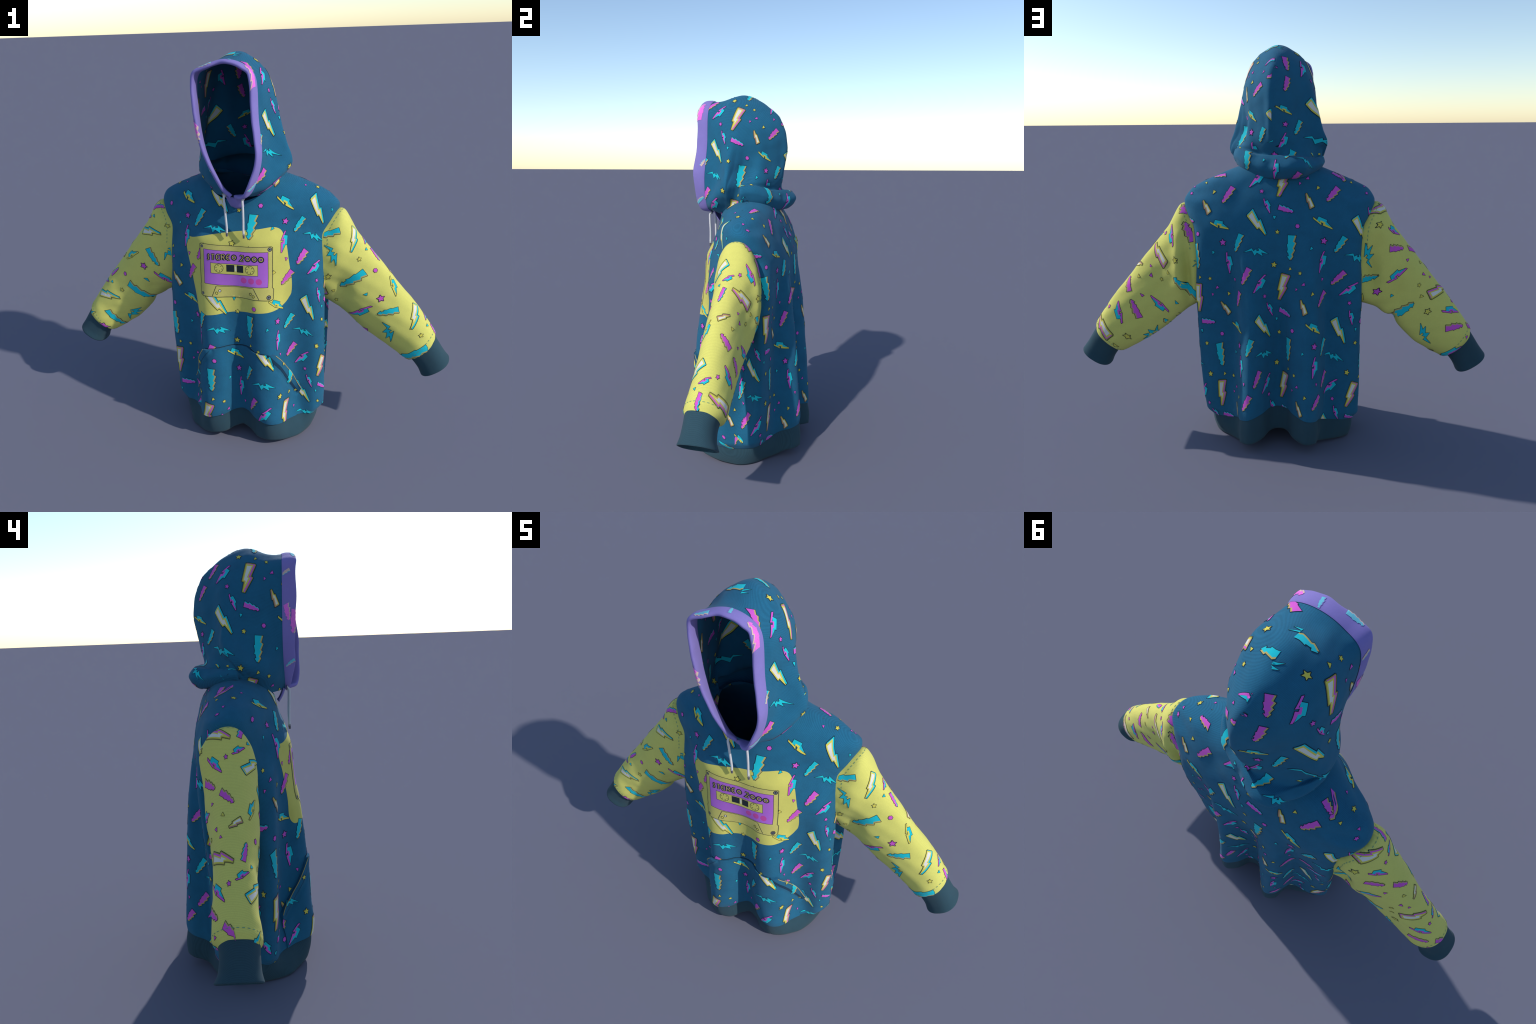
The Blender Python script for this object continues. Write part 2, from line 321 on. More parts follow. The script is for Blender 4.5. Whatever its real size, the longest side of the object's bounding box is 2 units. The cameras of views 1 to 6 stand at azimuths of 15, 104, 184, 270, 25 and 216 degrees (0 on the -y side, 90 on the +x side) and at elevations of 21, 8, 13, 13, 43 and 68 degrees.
def sleeve_panel(side):
    G = SLEEVE[side]
    order = (np.arange(-NS // 2, NS // 2 + 1)) % NS       # seam under the arm, middle column = top of the sleeve
    P = G[:, order]
    axis = np.array([side * .63, 0, -.777]); axis /= np.linalg.norm(axis)
    across = np.array([side * .777, 0, .63])                # square to the arm, from underarm to top
    t = P @ axis; w = P @ across; yc = .035
    s = np.sqrt((1.083 - w).clip(0) ** 2 + (1.35 * (P[..., 1] - yc)) ** 2) * np.where(P[..., 1] < yc, 1, -1)
    keep = np.arange(len(G))[:, None] >= ARMHOLE[side][order][None, :] - .5
    return Panel(P, np.stack([-side * s, -t], -1), keep)
SLEEVE_PANEL = {k: sleeve_panel(k) for k in (1, -1)}

NU, NV = HOOD.shape[:2]
ROLL_ROW = int(NU * 7.6 / 12)
def hood_panel(side):
    half = HOOD[:ROLL_ROW, NV // 2:] if side > 0 else HOOD[:ROLL_ROW, :NV // 2 + 1]
    c = np.array([-.03, 1.55])
    d = half[..., 1:] - c
    rho = np.linalg.norm(d, axis=-1) + 1e-9
    drop = np.maximum(0, .185 - np.abs(half[..., 0]))
    r2 = np.sqrt(rho ** 2 + 1.25 * drop ** 2 * np.clip((rho - .05) / .1, 0, 1))
    st = c + d * (r2 / rho)[..., None]
    st[..., 0] *= side
    return Panel(half, st)
HOOD_PANEL = {k: hood_panel(k) for k in (1, -1)}
def roll_panel():
    P = HOOD[ROLL_ROW:]
    s = arc(P); s = s - s[:, NV // 2:NV // 2 + 1]
    t = arc(P.transpose(1, 0, 2)).T
    return Panel(P, np.stack([-s, -t], -1))
ROLL_PANEL = roll_panel()
# how the printed cloth lies on each piece: rows multiply u, v, 1 (and u*u, u*v, v*v) of the repeat
LAY = {
    'back': [[0.4686, 0.0588], [-0.0068, 0.4763], [-0.1925, 1.2022], [0.0061, -0.0654], [0.0203, -0.0004], [0.003, -0.005]],
    'front': [[0.5365, 0.065], [0.0567, 0.5017], [-0.1867, 1.3651], [-0.035, -0.1], [0.0108, -0.0264], [0.0301, -0.001]],
    'hood_right': [[0.4212, -0.0517], [0.0187, 0.468], [-0.2209, 2.1841]],
    'hood_left': [[0.4434, -0.0342], [0.0087, 0.4755], [-0.1421, 2.1787]],
    'sleeve_right': [[-0.0083, -0.4778], [0.4713, -0.0016], [0.0504, 0.5861]],
    'sleeve_left': [[-0.0041, 0.477], [-0.4589, -0.0112], [-0.0007, 0.3725]],
    'pocket': [[0.4779, 0.0239], [-0.013, 0.5269], [-0.4245, 0.5918]],
}
# ------------------------------------------------------------------ materials
def srgb(r, g, b):
    f = lambda c: c / 12.92 if c <= .04045 else ((c + .055) / 1.055) ** 2.4
    return (f(r / 255), f(g / 255), f(b / 255), 1)

def cloth_material(name, colour, weave=900, angle=0.9, depth=.25, mottle=.10, rough=.92, contrast=.10, ribs=False, plane='xz'):
    """Woven cloth: a base colour, soft mottling and a fine twill (or rib) line."""
    m = bpy.data.materials.new(name); m.use_nodes = True
    nt = m.node_tree; N, L = nt.nodes, nt.links
    bs = N['Principled BSDF']; bs.inputs['Roughness'].default_value = rough
    bs.inputs['Specular IOR Level'].default_value = .18
    bs.inputs['Sheen Weight'].default_value = .05; bs.inputs['Sheen Roughness'].default_value = .6
    tc = N.new('ShaderNodeTexCoord')
    mp = N.new('ShaderNodeMapping'); mp.inputs['Rotation'].default_value = (0, angle, 0)
    L.new(tc.outputs['Object'], mp.inputs['Vector'])
    wv = N.new('ShaderNodeTexWave'); wv.wave_type = 'BANDS'; wv.bands_direction = 'X' if not ribs else 'X'
    wv.inputs['Scale'].default_value = weave / 20; wv.inputs['Distortion'].default_value = .6; wv.inputs['Detail'].default_value = 1
    wv.inputs['Detail Scale'].default_value = 3
    L.new(mp.outputs['Vector'], wv.inputs['Vector'])
    ns = N.new('ShaderNodeTexNoise'); ns.inputs['Scale'].default_value = 14; ns.inputs['Detail'].default_value = 6; ns.inputs['Roughness'].default_value = .65
    L.new(tc.outputs['Object'], ns.inputs['Vector'])
    fine = N.new('ShaderNodeTexNoise'); fine.inputs['Scale'].default_value = 260; fine.inputs['Detail'].default_value = 2
    L.new(tc.outputs['Object'], fine.inputs['Vector'])
    def value_scale(src, lo, hi):
        r = N.new('ShaderNodeMapRange'); r.inputs['From Min'].default_value = .25; r.inputs['From Max'].default_value = .75
        r.inputs['To Min'].default_value = lo; r.inputs['To Max'].default_value = hi
        L.new(src, r.inputs['Value']); return r.outputs['Result']
    a = value_scale(ns.outputs['Fac'], 1 - mottle, 1 + mottle)
    b = value_scale(wv.outputs['Fac'], 1 - contrast * bool(depth), 1 + contrast * bool(depth))
    c = value_scale(fine.outputs['Fac'], 1 - contrast, 1 + contrast)
    mul = N.new('ShaderNodeMath'); mul.operation = 'MULTIPLY'; L.new(a, mul.inputs[0]); L.new(b, mul.inputs[1])
    mul2 = N.new('ShaderNodeMath'); mul2.operation = 'MULTIPLY'; L.new(mul.outputs[0], mul2.inputs[0]); L.new(c, mul2.inputs[1])
    vm = N.new('ShaderNodeVectorMath'); vm.operation = 'SCALE'; vm.inputs[0].default_value = colour[:3]
    L.new(mul2.outputs[0], vm.inputs['Scale'])
    L.new(vm.outputs['Vector'], bs.inputs['Base Color'])
    bp = N.new('ShaderNodeBump'); bp.inputs['Strength'].default_value = depth; bp.inputs['Distance'].default_value = .002
    if depth:
        L.new(wv.outputs['Fac'], bp.inputs['Height']); L.new(bp.outputs['Normal'], bs.inputs['Normal'])
    return m

C = dict(olive=srgb(150, 140, 64), blue=srgb(28, 93, 123), sleeve=srgb(206, 201, 104), patch=srgb(200, 193, 98), rib=srgb(42, 69, 80), trim=srgb(128, 116, 182),
         cyan=srgb(22, 182, 194), magenta=srgb(198, 84, 186), yellow=srgb(206, 194, 82), tan=srgb(178, 160, 96), white=srgb(212, 208, 202),
         ink=srgb(22, 34, 44), label=srgb(170, 100, 196), pink=srgb(192, 72, 152), rose=srgb(176, 108, 130), cord=srgb(200, 198, 200),
         steel=srgb(150, 148, 150), aglet=srgb(90, 88, 96), stitch=srgb(112, 152, 118), seam=srgb(14, 52, 76))
M = {k: cloth_material(k, v, contrast=.03, mottle=.05, depth=0) for k, v in C.items() if k not in ('blue', 'rib', 'sleeve')}
M['blue'] = cloth_material('blue twill', C['blue'], weave=1500, angle=.85, contrast=.075, mottle=.11, depth=.04)
M['hood_blue'] = cloth_material('blue twill hood', C['blue'], weave=1500, angle=.85, contrast=.06, mottle=.10, depth=.04)
M['sleeve'] = cloth_material('yellow twill', C['sleeve'], weave=1300, angle=1.5, contrast=.04, mottle=.04, depth=.06)
M['rib'] = cloth_material('ribbed knit', C['rib'], weave=1500, angle=0, contrast=.06, mottle=.06, depth=.08)
M['steel'].node_tree.nodes['Principled BSDF'].inputs['Metallic'].default_value = .8
M['steel'].node_tree.nodes['Principled BSDF'].inputs['Roughness'].default_value = .45

# ------------------------------------------------------------------ garment
root = bpy.data.objects.new('hooded_sweatshirt', None); bpy.context.scene.collection.objects.link(root)
root['label'] = 'blue hooded sweatshirt with yellow sleeves, lightning-bolt print and cassette patch'
root['category'] = 'hooded sweatshirt'

torso = new_object('torso', TORSO.reshape(-1, 3), grid_faces(NR, NC, True), M['blue'], root)
hem = new_object('hem_band', HEM.reshape(-1, 3), grid_faces(NH, NC, True, True), M['rib'], root, shell=.006)
sleeves, cuffs = {}, {}
for k in (1, -1):
    g = SLEEVE[k]; sleeves[k] = new_object('sleeve', g.reshape(-1, 3), grid_faces(*g.shape[:2], True, k < 0), M['sleeve'], root)
    g = CUFF[k]; cuffs[k] = new_object('cuff', g.reshape(-1, 3), grid_faces(*g.shape[:2], True, k < 0), M['rib'], root, shell=.006)
hood = new_object('hood', HOOD.reshape(-1, 3), grid_faces(NU, NV), M['hood_blue'], root)

# ------------------------------------------------------------------ hood trim: a folded band round the face opening
def band_along(path, fwd, inward, profile, length):
    rows = []
    for p, f, n, l in zip(path, fwd, inward, length):
        rows.append([p + f * (a * l) + n * b for a, b in profile])
    return np.array(rows)
rim = HOOD[0]
tan_ = np.gradient(rim, axis=0); tan_ /= np.linalg.norm(tan_, axis=1, keepdims=True)
fwd = rim - HOOD[5]; fwd = fwd / np.linalg.norm(fwd, axis=1, keepdims=True) * .35 + np.array([0, -1, 0]) * .65
fwd -= (fwd * tan_).sum(1, keepdims=True) * tan_; fwd /= np.linalg.norm(fwd, axis=1, keepdims=True)
inw = np.cross(tan_, fwd)
inw *= np.sign((inw * (np.array([0, -.22, 1.56]) - rim)).sum(1, keepdims=True))
frac = np.linspace(-1, 1, NV)                            # -1 left throat, 0 crown, 1 right throat
band_len = pchip([-1, -.9, -.7, -.3, 0, .3, .7, .9, 1], [.018, .030, .052, .056, .050, .056, .060, .045, .020], frac)
PROFILE = [(-.06, -.002), (.05, -.004), (.3, -.006), (.6, -.006), (.85, -.004), (.97, .000), (1.0, .004), (.97, .009), (.85, .012), (.6, .013), (.3, .012), (0, .010), (-.12, .007)]
prof = catmull(np.array(PROFILE), 40)
band_len = band_len + .0018 * np.sin(frac * 23) + .0014 * np.sin(frac * 41 + 1)      # a slightly wavy edge
TRIM = band_along(rim, fwd, inw, prof, band_len)
trim = new_object('hood_trim', TRIM.reshape(-1, 3), grid_faces(NV, 40, False), M['trim'], root)

# ------------------------------------------------------------------ printing helpers
def resample(poly, step):
    out = []
    for a, b in zip(poly, np.roll(poly, -1, axis=0)):
        n = max(1, int(np.ceil(np.linalg.norm(b - a) / step)))
        out += [a + (b - a) * i / n for i in range(n)]
    return np.array(out)

def offset_poly(poly, d):
    """Grow a closed outline by d (counter-clockwise or clockwise), with bevelled spikes."""
    p = np.asarray(poly, float)
    area = 0.5 * np.sum(p[:, 0] * np.roll(p[:, 1], -1) - np.roll(p[:, 0], -1) * p[:, 1])
    if area < 0: p = p[::-1]
    out = []
    n = len(p)
    for i in range(n):
        a, b, c = p[i - 1], p[i], p[(i + 1) % n]
        e1 = (b - a) / (np.linalg.norm(b - a) + 1e-12); e2 = (c - b) / (np.linalg.norm(c - b) + 1e-12)
        n1 = np.array([e1[1], -e1[0]]); n2 = np.array([e2[1], -e2[0]])
        m = n1 + n2; l = np.linalg.norm(m)
        cosang = n1 @ n2
        if cosang > -.2 or d < 0 or e1[0] * e2[1] - e1[1] * e2[0] < 0:
            m = m / max(l * l / 2, .35); out.append(b + m * d)
        else:
            out += [b + (n1 + e1 * .5) * d, b + (n2 - e2 * .5) * d]
    return np.array(out)

def stroke(pts, w):
    p = np.asarray(pts, float); L_, R_ = [], []
    for i in range(len(p)):
        a = p[max(i - 1, 0)]; c = p[min(i + 1, len(p) - 1)]
        t = (c - a) / (np.linalg.norm(c - a) + 1e-12)
        if 0 < i < len(p) - 1:
            e1 = (p[i] - a) / np.linalg.norm(p[i] - a); e2 = (c - p[i]) / np.linalg.norm(c - p[i])
            k = 1 / max(.5, math.sqrt((1 + e1 @ e2) / 2))
        else: k = 1
        n = np.array([-t[1], t[0]]) * w / 2 * k
        L_.append(p[i] + n); R_.append(p[i] - n)
    return np.array(L_ + R_[::-1])

def circle(cx, cy, r, n=20, ry=None):
    a = np.linspace(0, 2 * np.pi, n, endpoint=False)
    return np.stack([cx + r * np.cos(a), cy + (ry or r) * np.sin(a)], -1)

def applique(panel, regions, off, step=.008, height=None, clip=None, cut=None):
    """Cut flat regions [(outline, material key)] and lay them on a panel; later regions cover earlier ones.
    Returns verts, faces, material keys per face."""
    verts, faces, keys = [], [], []
    for poly, key in regions:
        q = resample(np.asarray(poly), step)
        if np.sum(q[:, 0] * np.roll(q[:, 1], -1) - np.roll(q[:, 0], -1) * q[:, 1]) < 0: q = q[::-1]
        faces.append(list(range(len(verts), len(verts) + len(q)))); keys.append(key); verts += [Vector(v) for v in q]
    bb = np.array([tuple(v) for v in verts]); lo, hi = bb.min(0), bb.max(0)
    nx, ny = np.ceil((hi - lo) / step).astype(int)
    for i in range(1, nx):
        for j in range(1, ny):
            verts.append(Vector((lo[0] + (i + .5 * (j % 2)) * step, lo[1] + j * step)))
    cuts = []
    if cut is not None:                                       # let the triangles follow a cutting outline
        for a, b in zip(cut, np.roll(cut, -1, axis=0)):
            if max(a[0], b[0]) < lo[0] or min(a[0], b[0]) > hi[0] or max(a[1], b[1]) < lo[1] or min(a[1], b[1]) > hi[1]: continue
            cuts.append((len(verts), len(verts) + 1)); verts += [Vector(a), Vector(b)]
    vo, eo, fo, _, _, of = delaunay_2d_cdt(verts, cuts, faces, 1, 1e-6, True)
    P, out = [], []
    for v in vo:
        d = off + (height(v[0], v[1]) if height else 0)
        p = panel.lift(v[0], v[1], d); inside = p is not None
        if not inside:
            loc = panel.flat.find_nearest(Vector((v[0], v[1], 0)))
            if loc[0] is not None and loc[3] < step * 2.2:
                c = panel.tris[loc[2]].tolist(); cen = panel.st[c].mean(0); q = np.array(loc[0])[:2] * .999 + cen * .001
                p = panel.lift(q[0], q[1], d)
        P.append(p); out.append(not inside)
    F, K = [], []
    for f, o in zip(fo, of):
        if not o or any(P[i] is None for i in f) or all(out[i] for i in f): continue
        a, b, c = (P[i] for i in f[:3])
        if clip and not clip(np.mean([vo[i][0] for i in f]), np.mean([vo[i][1] for i in f])): continue
        if max(np.linalg.norm(a - b), np.linalg.norm(b - c), np.linalg.norm(c - a)) > step * 5: continue
        F.append(tuple(f)); K.append(keys[max(o)])
    used = sorted({i for f in F for i in f}); re = {i: k for k, i in enumerate(used)}
    return [P[i] for i in used], [tuple(re[i] for i in f) for f in F], K

def applique_object(name, parent, built, stuff=False):
    V, F, K = built
    if not F: return None
    keys = sorted(set(K)); ob = new_object(name, V, F, [M[k] for k in keys], parent, True, [keys.index(k) for k in K])
    if stuff: ob['kind'] = 'stuff'
    return ob

# ------------------------------------------------------------------ motifs of the print (unit length, upright)
BOLT = np.array([(-.15, .46), (.10, .50), (.05, .03), (.13, .03), (.02, -.50), (-.02, -.15), (-.10, -.15)])
JAGGED = np.array([(-.15, .49), (.14, .50), (.07, .25), (.16, .20), (.07, -.03), (.13, -.08), (.03, -.28), (.08, -.33), (-.02, -.50), (-.13, -.36), (-.06, -.34), (-.10, -.20), (-.15, -.20), (-.12, -.08), (-.17, .12), (-.13, .14)])
SPARK = np.array([(-.50, -.01), (-.18, .14), (-.11, .03), (.0, .11), (.02, .03), (.12, .05), (.08, .16), (.50, -.08), (.21, -.02), (.27, -.16), (.03, -.03), (-.06, -.15), (-.17, .05)])
SLASH = np.array([(.13, .50), (.05, .47), (-.11, .05), (.02, .09), (-.01, -.02), (-.10, -.02), (-.12, -.50), (-.06, -.46), (-.01, -.10), (.07, -.10), (.09, .14), (-.02, .12)])
CORE = np.array([(.04, .30), (.23, .27), (.20, -.14), (.11, -.14), (-.04, -.42), (-.01, -.10), (.07, -.10), (.09, .14), (.01, .13)])
STAR = np.array([(r * math.sin(k * math.pi / 5), r * math.cos(k * math.pi / 5)) for k, r in ((i, 1 if i % 2 == 0 else .48) for i in range(10))])
BLOB = np.array([(r * math.cos(k * math.pi / 6), r * math.sin(k * math.pi / 6)) for k, r in ((i, 1 if i % 2 == 0 else .8) for i in range(12))])
FLECK = np.array([(-.35, .45), (.40, .30), (-.05, -.5)])

def motif_regions(kind, fill, edge, ink_w):
    s = lambda p, dx, dy: p + np.array([dx, dy])
    if kind == 'bolt':
        rim = [(offset_poly(s(BOLT, .045, .02), .045), 'olive'), (offset_poly(BOLT, .035), 'olive')] if edge != 'cyan' else []
        return [(offset_poly(s(BOLT, .045, .02), ink_w + (.05 if rim else .022)), 'ink'), (offset_poly(BOLT, ink_w + (.035 if rim else .012)), 'ink')] + rim + [
                (offset_poly(s(BOLT, .045, .022), .016), edge), (offset_poly(BOLT, .006), 'yellow'),
                (np.array([(-.106, .415), (.058, .445), (.008, .01), (.070, .01), (.030, -.24), (.004, -.115), (-.066, -.115)]), fill)]
    if kind == 'jagged':
        return [(offset_poly(s(JAGGED, .06, .0), ink_w), 'ink'), (offset_poly(JAGGED, ink_w), 'ink'), (s(JAGGED, .06, .0), edge), (JAGGED, fill)]
    if kind == 'spark': return [(offset_poly(SPARK, ink_w * .8), 'ink'), (SPARK, fill)]
    if kind == 'slash': return [(offset_poly(SLASH, ink_w), 'ink'), (offset_poly(CORE, ink_w), 'ink'), (CORE, fill), (SLASH, edge)]
    if kind == 'star': return [(offset_poly(STAR, .16), 'ink'), (STAR, fill)]
    if kind == 'dot': return [(offset_poly(BLOB, .18), 'ink'), (BLOB, fill)]
    return [(offset_poly(FLECK, .09), 'ink'), (FLECK, fill)]

# the printed repeat: kind, fill, edge, centre u, v, lean (degrees, clockwise), length in repeats
REPEAT = [
    ('bolt', 'white', 'cyan', .222, -.254, -33, .268), ('bolt', 'white', 'magenta', .452, -.872, 19, .262),
    ('jagged', 'cyan', 'tan', .545, -.481, 3, .235), ('jagged', 'cyan', 'tan', .023, -.418, 27, .178),
    ('jagged', 'magenta', 'tan', .078, -.738, 33, .178), ('jagged', 'magenta', 'tan', -.071, .048, 36, .175),
    ('jagged', 'magenta', 'cyan', .494, -.125, -74, .150),
    ('spark', 'cyan', 'cyan', .205, -.515, 4, .240), ('slash', 'cyan', 'yellow', .846, -.234, -76, .205),
    ('slash', 'cyan', 'magenta', .315, -.089, -35, .150), ('slash', 'cyan', 'magenta', -.128, -.602, -6, .208),
    ('slash', 'cyan', 'magenta', .216, -.820, 31, .215), ('bolt', 'white', 'rose', .714, -.030, 158, .140),
    ('star', 'magenta', None, .864, -.400, 6, .0340), ('star', 'yellow', None, .378, -.649, 10, .0300), ('star', 'yellow', None, .415, -.335, 8, .0225),
    ('star', 'yellow', None, .647, -.716, 0, .0190), ('star', 'magenta', None, .263, -.950, 12, .0220), ('dot', 'magenta', None, .606, -.278, 0, .0210),
    ('fleck', 'cyan', None, .390, -.200, 0, .036), ('fleck', 'cyan', None, .741, -.480, 30, .036), ('fleck', 'magenta', None, -.085, -.768, 0, .034),
    ('fleck', 'magenta', None, .620, -.875, 20, .030), ('fleck', 'yellow', None, .790, -.905, 30, .040), ('fleck', 'magenta', None, .690, .180, 60, .038),
    ('fleck', 'yellow', None, .540, .315, 40, .036)]

def lay(name, u, v):
    A = np.array(LAY[name])
    if len(A) == 3: return u * A[0] + v * A[1] + A[2]
    return u * A[0] + v * A[1] + A[2] + u * u * A[3] + u * v * A[4] + v * v * A[5]

bolts_left = 300
def print_cloth(name, panel, parent, urange, vrange, off=.0014, step=.008, height=None, inside=False, skip=None, clip=None, cut=None, stretch=0, hidden=None):
    """Repeat the print over a panel."""
    global bolts_left
    loose = ([], [], [])
    for i in range(urange[0], urange[1] + 1):
        for j in range(vrange[0], vrange[1] + 1):
            for kind, fill, edge, u, v, lean, size in REPEAT:
                cu, cv = u + i, v + j
                c = lay(name, cu, cv)
                if skip and skip(c): continue
                near = panel.flat.find_nearest(Vector((c[0], c[1], 0)))
                if near[0] is None or near[3] > .05: continue
                e = .012; q3 = [panel.lift(c[0], c[1], 0)]
                pulled = False
                for dx, dy in ((0, 0), (.04, 0), (-.04, 0), (0, .045), (0, -.045)) if stretch else ():     # leave out prints the cloth would pull out of shape
                    g = [panel.lift(c[0] + dx + a * e, c[1] + dy + b * e, 0) for a, b in ((0, 0), (1, 0), (0, 1))]
                    if any(x is None for x in g): continue
                    sv = np.linalg.svd(np.stack([g[1] - g[0], g[2] - g[0]]) / e, compute_uv=False)
                    pulled |= c[1] > 1.12 and (sv[0] > stretch or sv[1] < 1 / stretch)
                if pulled: continue
                if hidden and q3[0] is not None and hidden(q3[0]): continue
                a = math.radians(-lean); R = np.array([[math.cos(a), -math.sin(a)], [math.sin(a), math.cos(a)]])
                regs = []
                for poly, key in motif_regions(kind, fill, edge, .0038 / size):
                    q = (poly * size) @ R.T + np.array([cu, cv])
                    regs.append((np.array([lay(name, x, y) for x, y in q]), key))
                V, F, K = applique(panel, regs, off, step if kind not in ('fleck', 'star', 'dot') else step * .75, height, clip, cut)
                if not F: continue
                if kind in ('bolt', 'jagged', 'spark', 'slash') and not inside and bolts_left > 0:
                    applique_object('lightning_bolt', parent, (V, F, K)); bolts_left -= 1
                elif kind == 'star' and not inside: applique_object('star', parent, (V, F, K))
                else:
                    n = len(loose[0]); loose[0].extend(V); loose[1].extend([tuple(x + n for x in f) for f in F]); loose[2].extend(K)
    applique_object('printed_speck', parent, loose, stuff=True)
# ------------------------------------------------------------------ kangaroo pocket
POCKET = np.array([(-.352, .10), (-.366, .22), (-.372, .270), (-.262, .400), (-.180, .512), (-.10, .529), (-.028, .533), (.046, .536), (.096, .526), (.138, .520),
                   (.205, .512), (.320, .385), (.408, .265), (.385, .20), (.365, .10)])
def point_in(poly, x, y):
    a, b = poly, np.roll(poly, -1, axis=0)
    c = ((a[:, 1] > y) != (b[:, 1] > y)) & (x < (b[:, 0] - a[:, 0]) * (y - a[:, 1]) / (b[:, 1] - a[:, 1] + 1e-12) + a[:, 0])
    return bool(c.sum() % 2)
def edge_dist(x, y, a, b):
    a, b = np.array(a), np.array(b); d = b - a; t = np.clip(((x - a[0]) * d[0] + (y - a[1]) * d[1]) / (d @ d), 0, 1)
    return math.hypot(x - a[0] - t * d[0], y - a[1] - t * d[1])
def pocket_height(x, y):
    if not point_in(POCKET, x, y): return 0
    e = min(edge_dist(x, y, (.205, .512), (.408, .265)), edge_dist(x, y, (-.180, .512), (-.372, .270)))
    h = .006 + .011 * math.exp(-(e / .030) ** 2) - .006 * math.exp(-((e - .042) / .007) ** 2)
    return h
V, F, K = applique(FRONT, [(offset_poly(POCKET, -.0012), 'blue')], 0, .010, pocket_height)
base_n = len(V)
bm = bmesh.new(); bv = [bm.verts.new(tuple(v)) for v in V]
for f in F:
    try: bm.faces.new([bv[i] for i in f])
    except ValueError: pass
bm.normal_update()
edges = [e for e in bm.edges if e.is_boundary]                     # turn the edge down to the body
r = bmesh.ops.extrude_edge_only(bm, edges=edges)
for v in [g for g in r['geom'] if isinstance(g, bmesh.types.BMVert)]:
    loc, nor, ti, dist = FRONT.solid.find_nearest(v.co); v.co = Vector(loc) - Vector(FRONT.N[FRONT.tris[ti][0]]) * .002
me = bpy.data.meshes.new('pocket'); bm.to_mesh(me); bm.free()
me.materials.append(M['blue']); me.polygons.foreach_set('use_smooth', [True] * len(me.polygons))
pocket = bpy.data.objects.new('pocket', me); bpy.context.scene.collection.objects.link(pocket); pocket.parent = root
me.set_sharp_from_angle(angle=math.radians(50))

def tube(name, pts, radius, mat, parent, res=8):
    cu = bpy.data.curves.new(name, 'CURVE'); cu.dimensions = '3D'; cu.bevel_depth = radius; cu.bevel_resolution = 3; cu.use_fill_caps = True
    sp = cu.splines.new('POLY'); sp.points.add(len(pts) - 1)
    for p, q in zip(sp.points, pts): p.co = (*map(float, q), 1)
    ob = bpy.data.objects.new(name, cu); bpy.context.scene.collection.objects.link(ob)
    dg = bpy.context.evaluated_depsgraph_get(); m = bpy.data.meshes.new_from_object(ob.evaluated_get(dg)); bpy.data.objects.remove(ob)
    m.materials.clear(); m.materials.append(mat); m.polygons.foreach_set('use_smooth', [True] * len(m.polygons))
    o = bpy.data.objects.new(name, m); bpy.context.scene.collection.objects.link(o); o.parent = parent
    return o

def on_front(pts, off, n=40):
    P = [FRONT.lift(s, t, off + pocket_height(s, t)) for s, t in catmull(np.array(pts), n)]
    return [p for p in P if p is not None]
for pts in ([(.203, .510), (.26, .445), (.318, .383), (.404, .268)], [(-.178, .510), (-.22, .455), (-.260, .398), (-.368, .272)]):
    tube('pocket_binding', on_front(pts, .0005), .0016, M['tan'], pocket)
for pts in ([(.168, .515), (.225, .447), (.285, .372), (.385, .243)], [(-.146, .515), (-.20, .445), (-.238, .392), (-.345, .258)]):
    line = catmull(np.array(pts), 24); w = .0075
    applique_object('pocket_dark_strip', pocket, applique(FRONT, [(np.concatenate([line + [w / 2, w / 2], line[::-1] - [w / 2, w / 2]]), 'seam')], .0009, .008, pocket_height))  # narrow dark navy strip laid along the dip inside each slanted pocket edge
tube('pocket_seam', on_front([(-.180, .513), (-.10, .530), (-.028, .534), (.046, .537), (.096, .527), (.138, .521), (.165, .517)], .0004, 60), .0014, M['ink'], pocket)

# ------------------------------------------------------------------ chest patch and cassette drawing
PATCH = np.array([(-.268, 1.050), (-.222, 1.060), (-.119, 1.091), (-.014, 1.111), (.101, 1.126), (.165, 1.134), (.205, 1.120), (.230, 1.083), (.246, 1.031), (.259, .93),
                  (.280, .815), (.274, .778), (.248, .746), (.184, .731), (.11, .726), (.024, .719), (-.042, .712), (-.102, .702), (-.170, .690), (-.218, .688), (-.240, .724),
                  (-.238, .804), (-.245, .874), (-.261, .94), (-.276, 1.000)])
def round_loop(p, n):
    return closed_spline(np.asarray(p, float), n)
patch = applique_object('chest_patch', root, applique(FRONT, [(round_loop(PATCH, 160), 'patch')], .0008, .009))

CX, CY, CW, CH = -.173, 1.040, .347, .252                  # top left corner and size of the cassette on the cloth
def cas(pts):
    p = np.asarray(pts, float); return np.stack([CX + p[:, 0] * CW, CY - p[:, 1] * CH + .008 * np.sin(np.pi * p[:, 0])], -1)
def box(x0, y0, x1, y1): return np.array([(x0, y1), (x1, y1), (x1, y0), (x0, y0)])
def disc(x, y, r, n=22): return circle(x, y, r, n, r * CW / CH)
body = [(0, .0), (.02, -.012), (.98, -.012), (1.0, .0), (1.0, .76), (1.022, .79), (1.025, .97), (1.005, 1.0), (.82, 1.0), (.5, 1.005), (.18, 1.0), (.02, .995), (-.008, .97), (-.008, .78), (0, .75)]
bodyp = np.array(body)
art = [(cas(offset_poly(bodyp, .009)), 'ink'), (cas(bodyp), 'tape_shell'), (cas(box(.052, .082, .948, .758)), 'ink'), (cas(box(.058, .090, .942, .750)), 'label'),
       (cas(box(.150, .338, .812, .548)), 'ink'), (cas(box(.156, .346, .806, .540)), 'patch'),
       (cas(box(.372, .372, .484, .508)), 'ink'), (cas(box(.520, .372, .612, .508)), 'ink'), (cas(box(.492, .40, .512, .49)), 'white')]
